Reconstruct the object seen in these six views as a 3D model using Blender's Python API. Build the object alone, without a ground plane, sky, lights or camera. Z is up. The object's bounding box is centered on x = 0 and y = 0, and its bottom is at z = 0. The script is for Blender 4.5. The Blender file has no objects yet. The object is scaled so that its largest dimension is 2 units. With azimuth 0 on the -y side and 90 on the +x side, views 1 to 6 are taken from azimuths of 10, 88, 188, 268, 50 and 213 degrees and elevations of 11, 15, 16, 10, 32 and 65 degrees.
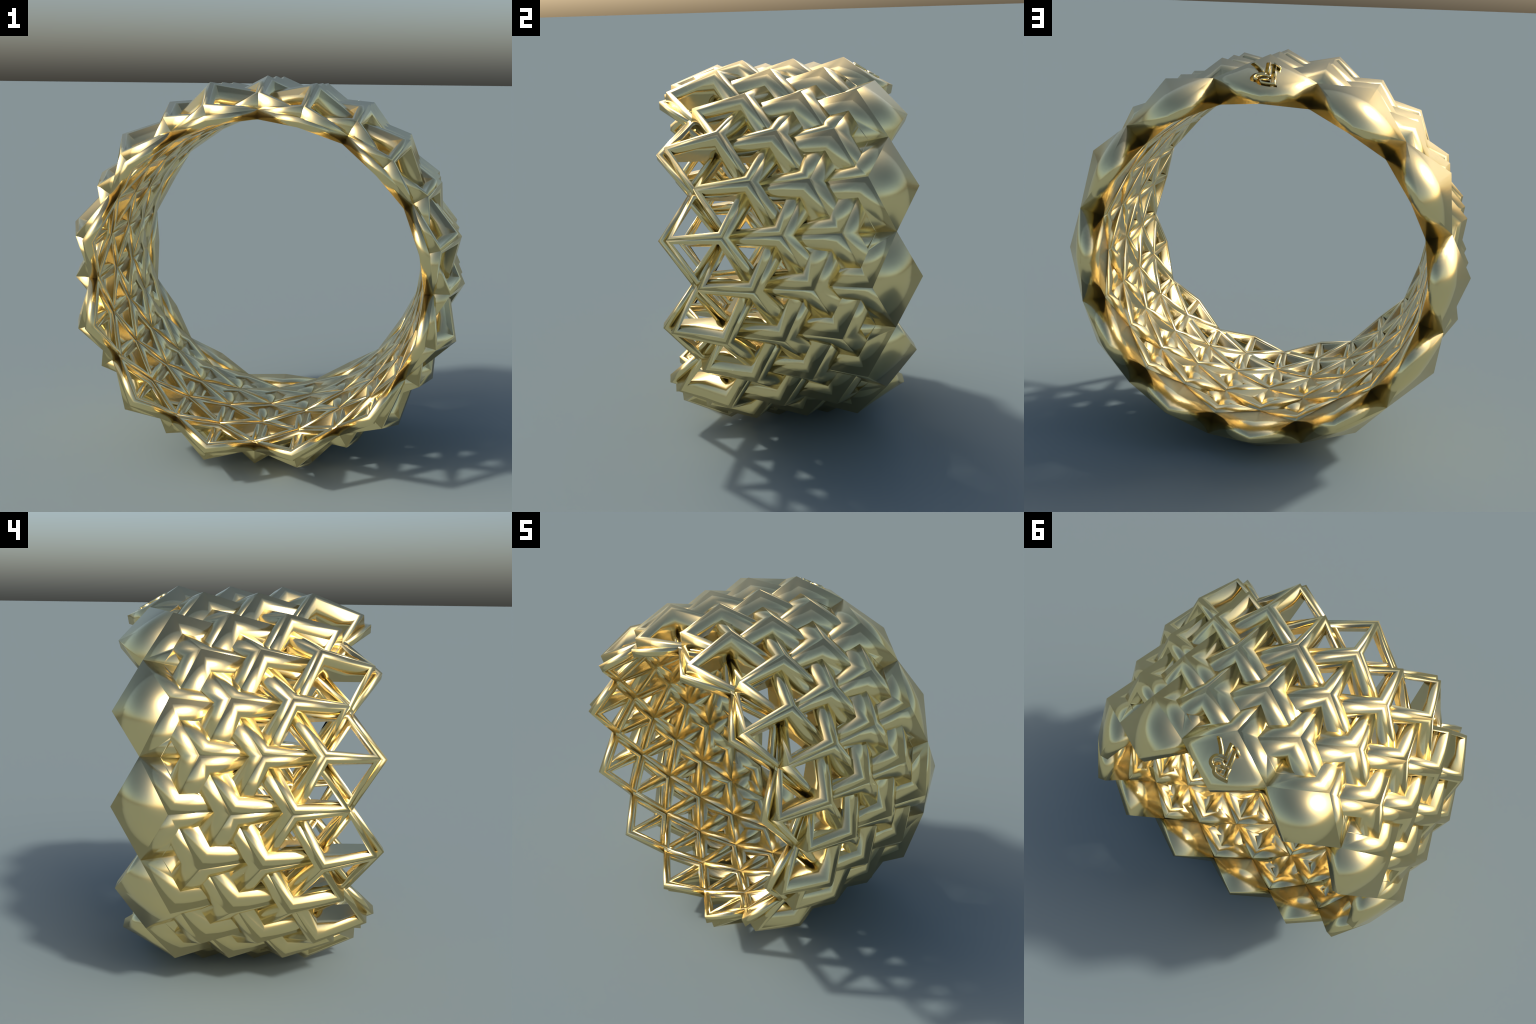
"""Gold openwork ring: a cage of interlocking cube corners over a triangular lattice.

The ring axis runs along y.  Lattice nodes sit on a cylinder in 24 rows (every
15 degrees); even rows ("B") and odd rows ("A") are shifted by half a step
along the axis.  Over most nodes rises a cube corner whose three faces are
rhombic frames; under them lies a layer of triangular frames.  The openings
close steadily from the lacy front (-y) to the solid back (+y).
"""
import bpy, math
from mathutils import Vector, Matrix

# ------------------------------------------------------------------ measures
R_APEX, R_MID, R_LOW, R_BASE, R_IN = 1.000, 0.920, 0.842, 0.840, 0.798
R_DEEP, R_DEEP_FRONT = 0.845, 0.818    # underside of the cage below the apexes
CENTRE_Z = 1.0
HALF = 0.137                 # half of the lattice step along the axis
Y_BACK = 0.6325              # node 0 of the even rows
ROW = math.radians(15.0)
ROUGH = 0.22


def lattice_y(j):
    """Axial place of half-step j (0 = back tips ... 9 = front tips)."""
    return min(0.628, Y_BACK - HALF * j)


def inner_y(j):
    """The inner lattice reaches a little further to the front than the cage."""
    return {9: -0.632, 8: -0.481}.get(j, lattice_y(j))


# share of the way from a corner to the face centre at which the opening starts
OPEN_KEYS = [(-0.62, .16), (-0.46, .20), (-0.33, .26), (-0.19, .35), (-0.053, .475),
             (0.084, .63), (0.22, .76), (0.357, .86), (0.50, .92), (0.63, .95)]
INNER_KEYS = [(-0.46, .21), (-0.326, .225), (-0.19, .255), (-0.053, .33),
              (0.084, .41), (0.22, .53), (0.357, .62)]          # by centre of the rhombus


def table(keys, y):
    if y <= keys[0][0]:
        return keys[0][1]
    for (a, u), (b, v) in zip(keys, keys[1:]):
        if y <= b:
            return u + (v - u) * (y - a) / (b - a)
    return keys[-1][1]


def at(row, y, r):
    """Point on the cylinder: row counted in 15 degree steps from the top."""
    t = ROW * row
    return Vector((r * math.sin(t), y, r * math.cos(t)))


# ------------------------------------------------------------------ material
def gold():
    m = bpy.data.materials.new("polished_gold")
    m.use_nodes = True
    nt = m.node_tree
    b = nt.nodes["Principled BSDF"]
    b.inputs["Metallic"].default_value = 1.0
    tc = nt.nodes.new("ShaderNodeTexCoord")
    n = nt.nodes.new("ShaderNodeTexNoise")
    n.inputs["Scale"].default_value = 6.0
    n.inputs["Detail"].default_value = 3.0
    nt.links.new(tc.outputs["Object"], n.inputs["Vector"])
    mr = nt.nodes.new("ShaderNodeMapRange")
    mr.inputs["To Min"].default_value = ROUGH-.008
    mr.inputs["To Max"].default_value = ROUGH+.008
    nt.links.new(n.outputs["Fac"], mr.inputs["Value"])
    nt.links.new(mr.outputs["Result"], b.inputs["Roughness"])
    mix = nt.nodes.new("ShaderNodeMix")
    mix.data_type = "RGBA"
    mix.inputs["A"].default_value = (0.94, 0.76, 0.37, 1)
    mix.inputs["B"].default_value = (0.95, 0.77, 0.38, 1)
    nt.links.new(n.outputs["Fac"], mix.inputs["Factor"])
    nt.links.new(mix.outputs["Result"], b.inputs["Base Color"])
    return m


GOLD = gold()


def mesh_of(name, verts, faces, smooth=True):
    me = bpy.data.meshes.new(name)
    me.from_pydata([tuple(v) for v in verts], [], faces)
    me.validate()
    me.materials.append(GOLD)
    if smooth:
        me.polygons.foreach_set("use_smooth", [True] * len(me.polygons))
    me.update()
    return me


# ------------------------------------------------------------------ elements
def frame(name, top, bottom, opening_top, opening_bottom, cube=True):
    """Polygon frame with a hole: corner k of the hole lies opening[k] of the way
    from the corner to the centre.  Corners come anticlockwise seen from outside."""
    n = len(top)
    ct = sum(top, Vector()) / n
    cb = sum(bottom, Vector()) / n
    if cube:                                     # cube faces fold outward along apex - foot
        i = max(range(4), key=lambda q: math.hypot(top[q].x, top[q].z))
        ct = (top[i] + top[i - 2]) / 2
    ht = [p.lerp(ct, f) for p, f in zip(top, opening_top)]
    hb = [p.lerp(cb, f) for p, f in zip(bottom, opening_bottom)]
    v = list(top) + ht + list(bottom) + hb
    T, HT, B, HB = 0, n, 2 * n, 3 * n
    faces = []
    for k in range(n):
        l = (k + 1) % n
        faces.append((T + k, T + l, HT + l, HT + k))          # upper face
        faces.append((HT + k, HT + l, HB + l, HB + k))        # wall of the hole
        faces.append((B + l, B + k, HB + k, HB + l))          # lower face
        faces.append((T + l, T + k, B + k, B + l))            # outer wall
    me = mesh_of(name, v, faces)
    return me


def cube_face(j, k):
    """Corners (top and bottom) of face k of the cube corner over half-step j of row 0.
    Arms: 0 runs to the front, 1 and 2 run back to the two neighbouring rows."""
    steps = [(0, 2), (1, -1), (-1, -1)]                        # (rows, half-steps)
    (ra, ja), (rb, jb) = steps[k], steps[(k + 1) % 3]
    def top_node(r, jj):
        y = lattice_y(j + jj)
        rad = R_MID
        pull = 0.009 if jj == 2 else -0.005
        if j + jj == 9:
            rad, y, pull = 0.892, -0.592, 0
        return at(r, y + pull, rad)
    foot_y = lambda m: lattice_y(m) - (.014 if m == 1 else 0)  # stays inside the back rim
    low = (ra + rb, ja + jb)
    y0 = lattice_y(j)
    t = [at(0, y0, R_APEX), top_node(ra, ja), at(low[0], foot_y(j + low[1]), R_LOW), top_node(rb, jb)]
    d = -0.0008 * (k + 1)
    b = [at(0, y0, (R_DEEP if j < 6 else R_DEEP_FRONT) + d), at(ra, foot_y(j + ja), R_IN + d),
         at(low[0], foot_y(j + low[1]), R_IN + d), at(rb, foot_y(j + jb), R_IN + d)]
    y = [lattice_y(j), lattice_y(j + ja), lattice_y(j + low[1]), lattice_y(j + jb)]
    f = [table(OPEN_KEYS, q) for q in y]
    if k == 1:                                                 # back face
        f = [.85 * f[0], min(.68, .95 * f[1]), .85 * f[0], min(.68, .95 * f[3])]
    else:
        side = 3 if k == 0 else 1                              # corner reached by a back arm
        f[side] = max(f[0] + .06 * min(1, max(0, (y[0] + .2) / .3)), .27)
        f[2] += .14 * min(1, max(0, (y[0] + .33) / .69))
    f = [min(q, .97) for q in f]
    g = f
    return t, b, f, g


def orient(top, *rest):
    """Make the corner order anticlockwise seen from outside the ring."""
    n = (top[1] - top[0]).cross(top[2] - top[0])
    c = sum(top, Vector()) / len(top)
    if n.dot(Vector((c.x, 0, c.z))) < 0:
        return [list(reversed(x)) for x in (top, *rest)]
    return [list(x) for x in (top, *rest)]


def panel_corners():
    """Top corners apex, right, tip, left and the bottom corners under them."""
    t = cube_face(2, 1)[0]
    t.sort(key=lambda p: p.y)
    apex, tip = t[0], t[3]
    right, left = sorted(t[1:3], key=lambda p: p.x)
    top = [apex, right, tip, left]
    y1 = lattice_y(1) - .006
    bottom = [at(0, lattice_y(2), R_IN), at(-1, y1, R_IN), at(0, 0.620, R_IN), at(1, y1, R_IN)]
    return top, bottom


def panel_point(top, u, v):
    a, b, c, d = top
    return a * (1 - u) * (1 - v) + b * u * (1 - v) + c * u * v + d * (1 - u) * v


def panel_normal(top):
    n = (top[2] - top[0]).cross(top[3] - top[1]).normalized()
    return n if n.z > 0 else -n


def folded(corner, u, v):
    """Point of a rhombus folded along the diagonal from corner 0 to corner 2."""
    a, b, c, d = corner
    if u >= v:
        return a + (b - a) * (u - v) + (c - a) * v
    return a + (d - a) * (v - u) + (c - a) * u


def corner_normals(corner, face_normal, du, dv):
    """Soft corner normals: the face and its two walls, weighted by their angles."""
    out_u = (du - dv * du.dot(dv)).normalized()
    out_v = (dv - du * du.dot(dv)).normalized()
    res = []
    for k, (a, b) in enumerate([(-1, -1), (1, -1), (1, 1), (-1, 1)]):
        e = (corner[k - 3] - corner[k]).angle(corner[k - 1] - corner[k])
        res.append((face_normal * e + (out_u * a + out_v * b) * math.pi / 2).normalized())
    return res


def panel_soft():
    top, bottom = panel_corners()
    n = panel_normal(top)
    du = ((top[1] - top[0]) + (top[2] - top[3])).normalized()
    dv = ((top[3] - top[0]) + (top[2] - top[1])).normalized()
    soft = corner_normals(top, n, du, dv)
    soft[2] = soft[2].lerp(n, .3).normalized()                 # flatter towards the tip
    soft[0] = soft[0].lerp(n, .12).normalized()
    return soft, corner_normals(bottom, Vector((0, 0, -1)), du, dv)


def solid_panel(steps=13, fold=.5, bulge=.004, recess=0):
    """Closed cube face of the back rim: one block from the pillowed outer face
    down to the inner surface of the ring.  Returns vertices, faces and the soft
    vertex normals that round the block off."""
    top, bottom = panel_corners()
    n = panel_normal(top)
    soft_top, soft_bottom = panel_soft()
    v, nor, faces = [], [], []
    if isinstance(steps, int):
        steps = [i / (steps - 1) for i in range(steps)]
    m = len(steps)
    for a in steps:
        for b in steps:
            p = folded(top, a, b).lerp(panel_point(top, a, b), 1 - fold)
            q = panel_point(soft_top, a, b).normalized()
            if 0 < a < 1 and 0 < b < 1 and recess:
                p -= n * recess
                q = q.lerp(n, .5).normalized()
            v.append(p + n * bulge * 16 * a * (1 - a) * b * (1 - b))
            nor.append(q)
    o = len(v)
    for a in steps:
        for b in steps:
            v.append(folded(bottom, a, b))
            nor.append(panel_point(soft_bottom, a, b).normalized())
    idx = lambda i, k: i * m + k
    e = m - 1
    for i in range(e):
        for k in range(e):
            q = (idx(i, k), idx(i + 1, k), idx(i + 1, k + 1), idx(i, k + 1))
            for t in ((q[0], q[1], q[2]), (q[0], q[2], q[3])):  # split along the fold
                faces.append(t)
                faces.append(tuple(o + x for x in reversed(t)))
    sides = [[idx(i, 0) for i in range(m)], [idx(e, k) for k in range(m)],
             [idx(e - i, e) for i in range(m)], [idx(0, e - k) for k in range(m)]]
    for line in sides:
        for x, y in zip(line, line[1:]):
            faces.append((y, x, o + x, o + y))
    return v, faces, nor


def outward(me):
    import bmesh
    bm = bmesh.new()
    bm.from_mesh(me)
    bmesh.ops.recalc_face_normals(bm, faces=bm.faces)
    bm.to_mesh(me)
    bm.free()
    me.update()
    return me


def catmull(points, per=5):
    if len(points) < 3:
        return [Vector(p) for p in points]
    p = [Vector(q) for q in points]
    p = [2 * p[0] - p[1]] + p + [2 * p[-1] - p[-2]]
    out = []
    for i in range(1, len(p) - 2):
        for k in range(per):
            t = k / per
            a, b, c, d = p[i - 1:i + 3]
            out.append(.5 * (2 * b + (c - a) * t + (2 * a - 5 * b + 4 * c - d) * t * t
                             + (3 * b - a - 3 * c + d) * t ** 3))
    return out + [p[-2]]


def groove_cutter(top, line, width, depth):
    """Prism along a stroke given in panel coordinates (u towards the right
    corner, v towards the left corner)."""
    n = panel_normal(top)
    c = [panel_point(top, q.x, q.y) for q in line]
    v, faces = [], []
    for i, p in enumerate(c):
        d = (c[min(i + 1, len(c) - 1)] - c[max(i - 1, 0)]).normalized()
        s = n.cross(d).normalized() * width / 2
        if i in (0, len(c) - 1):
            p = p + d * (width / 2 if i else -width / 2)
        v += [p - s + n * .05, p + s + n * .05, p + s - n * depth, p - s - n * depth]
    for i in range(len(c) - 1):
        a = 4 * i
        for k in range(4):
            l = (k + 1) % 4
            faces.append((a + k, a + l, a + 4 + l, a + 4 + k))
    e = 4 * (len(c) - 1)
    faces += [(3, 2, 1, 0), (e, e + 1, e + 2, e + 3)]
    return outward(mesh_of("groove", v, faces, False))


# the monogram cut into the uppermost panel, stroke by stroke
MONOGRAM = [
    [(.07, .37), (.25, .42), (.40, .485)],
    [(.22, .22), (.45, .435)],
    [(.365, .235), (.62, .462)],
    [(.29, .193), (.445, .215)],
    [(.635, .467), (.82, .64)],
    [(.534, .485), (.483, .434), (.431, .462), (.391, .504), (.376, .571), (.422, .663), (.502, .721), (.581, .722)],
    [(.591, .698), (.688, .747), (.762, .734), (.825, .681), (.870, .62)],
    [(.552, .658), (.527, .59), (.549, .547), (.613, .55), (.626, .489)],
    [(.629, .676), (.661, .643), (.694, .597)],
]


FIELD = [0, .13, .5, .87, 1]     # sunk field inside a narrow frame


def engraved_panel():
    v, faces, _ = solid_panel(FIELD, .6, 0, -.001)
    me = outward(mesh_of("engraved_panel", v, faces))
    top, _ = panel_corners()
    for stroke in MONOGRAM:
        work = bpy.data.objects.new("work", me)
        tool = bpy.data.objects.new("tool", groove_cutter(top, catmull(stroke), .015, .030))
        bpy.context.collection.objects.link(work)
        bpy.context.collection.objects.link(tool)
        mod = work.modifiers.new("cut", "BOOLEAN")
        mod.operation, mod.solver, mod.object = "DIFFERENCE", "EXACT", tool
        mod.use_self = True
        bpy.context.view_layer.update()
        cut = bpy.data.meshes.new_from_object(work.evaluated_get(bpy.context.evaluated_depsgraph_get()))
        for o in (work, tool):
            bpy.data.objects.remove(o)
        me = cut
    me.name = "engraved_panel"
    me.polygons.foreach_set("use_smooth", [True] * len(me.polygons))
    n = panel_normal(top)
    base, _, nor = solid_panel(FIELD, .6, 0, -.001)
    soft_top, _ = panel_soft()

    def uv(p):                                                 # place on the panel
        a = b = .5
        for _ in range(12):
            r = p - panel_point(top, a, b)
            pu = (panel_point(top, a + .01, b) - panel_point(top, a - .01, b)) * 50
            pv = (panel_point(top, a, b + .01) - panel_point(top, a, b - .01)) * 50
            d = pu.dot(pu) * pv.dot(pv) - pu.dot(pv) ** 2
            a, b = (a + (r.dot(pu) * pv.dot(pv) - r.dot(pv) * pu.dot(pv)) / d,
                    b + (r.dot(pv) * pu.dot(pu) - r.dot(pu) * pu.dot(pv)) / d)
        return a, b

    soft = []
    for p in me.polygons:
        for i in p.vertices:
            co = me.vertices[i].co
            near = min(range(len(base)), key=lambda q: (base[q] - co).length)
            if (base[near] - co).length < 1e-4:
                soft.append(nor[near])
            elif p.normal.dot(n) > .9 and (co - panel_point(top, *uv(co))).length < .03:
                soft.append(panel_point(soft_top, *uv(co)).normalized().lerp(n, .35).normalized())
            else:
                soft.append(p.normal.copy())
    me.normals_split_custom_set(soft)
    return me


def monogram():
    """Raised beads that follow the cut strokes of the monogram on one side."""
    top, _ = panel_corners()
    n = panel_normal(top)
    verts, faces = [], []
    for stroke in MONOGRAM:
        line = catmull(stroke)
        c = [folded(top, q.x, q.y).lerp(panel_point(top, q.x, q.y), .5) for q in line]
        rings = []
        for i, p in enumerate(c):
            d = (c[min(i + 1, len(c) - 1)] - c[max(i - 1, 0)]).normalized()
            s = n.cross(d).normalized()
            p = p + s * .0105 + n * .002
            rings.append(len(verts))
            for k in range(8):
                t = math.tau * k / 8
                verts.append(p + s * .0042 * math.cos(t) + n * .009 * math.sin(t))
        for a, b in zip(rings, rings[1:]):
            for k in range(8):
                l = (k + 1) % 8
                faces.append((a + k, a + l, b + l, b + k))
        faces.append(tuple(rings[0] + k for k in reversed(range(8))))
        faces.append(tuple(rings[-1] + k for k in range(8)))
    return outward(mesh_of("monogram", verts, faces))


def inner_frame(j):
    """Thin rhombic frame of the inner layer between half-steps j and j + 2 of row 0."""
    nodes = [(0, j + 2), (1, j + 1), (0, j), (-1, j + 1)]
    t = [at(r, inner_y(m), R_BASE + .002) for r, m in nodes]
    b = [at(r, inner_y(m), R_IN) for r, m in nodes]
    t, b = orient(t, b)
    f = [table(INNER_KEYS, lattice_y(j + 1))] * 4
    return frame("inner_frame", t, b, f, f, False)


# ------------------------------------------------------------------ assembly
ring = bpy.data.objects.new("ring", None)
ring.empty_display_size = 0.2
bpy.context.collection.objects.link(ring)
ring["label"] = "polished gold openwork ring of interlocking cube frames"
ring["category"] = "ring jewellery"


def place(name, me, row, parent=ring):
    ob = bpy.data.objects.new(name, me)
    bpy.context.collection.objects.link(ob)
    ob.parent = parent
    ob.location = (0, 0, CENTRE_Z)
    ob.rotation_euler = (0, ROW * row, 0)
    return ob


# outer cage: even rows hold apexes at half-steps 2,4,6, odd rows at 3,5,7
for j in range(2, 8):
    for k in range(3):
        if j == 2 and k == 1:
            continue                                           # closed at the back rim
        t, b, f, g = orient(*cube_face(j, k))
        me = frame("rhombus_frame", t, b, f, g)
        for i in range(12):
            place("rhombus_frame", me, 2 * i + j % 2)

# flat rhombic frames closing the front rim, where no cube corners stand
for j in (6, 7):
    me = inner_frame(j)
    for i in range(12):
        place("inner_frame", me, 2 * i + j % 2)

# back rim: twelve closed panels, the uppermost one engraved
v, faces, soft = solid_panel()
panel = outward(mesh_of("solid_panel", v, faces))
panel.normals_split_custom_set_from_vertices(soft)
for i in range(1, 12):
    place("solid_panel", panel, 2 * i)
plate = place("engraved_panel", engraved_panel(), 0)
mark = bpy.data.objects.new("monogram", monogram())
bpy.context.collection.objects.link(mark)
mark.parent = plate
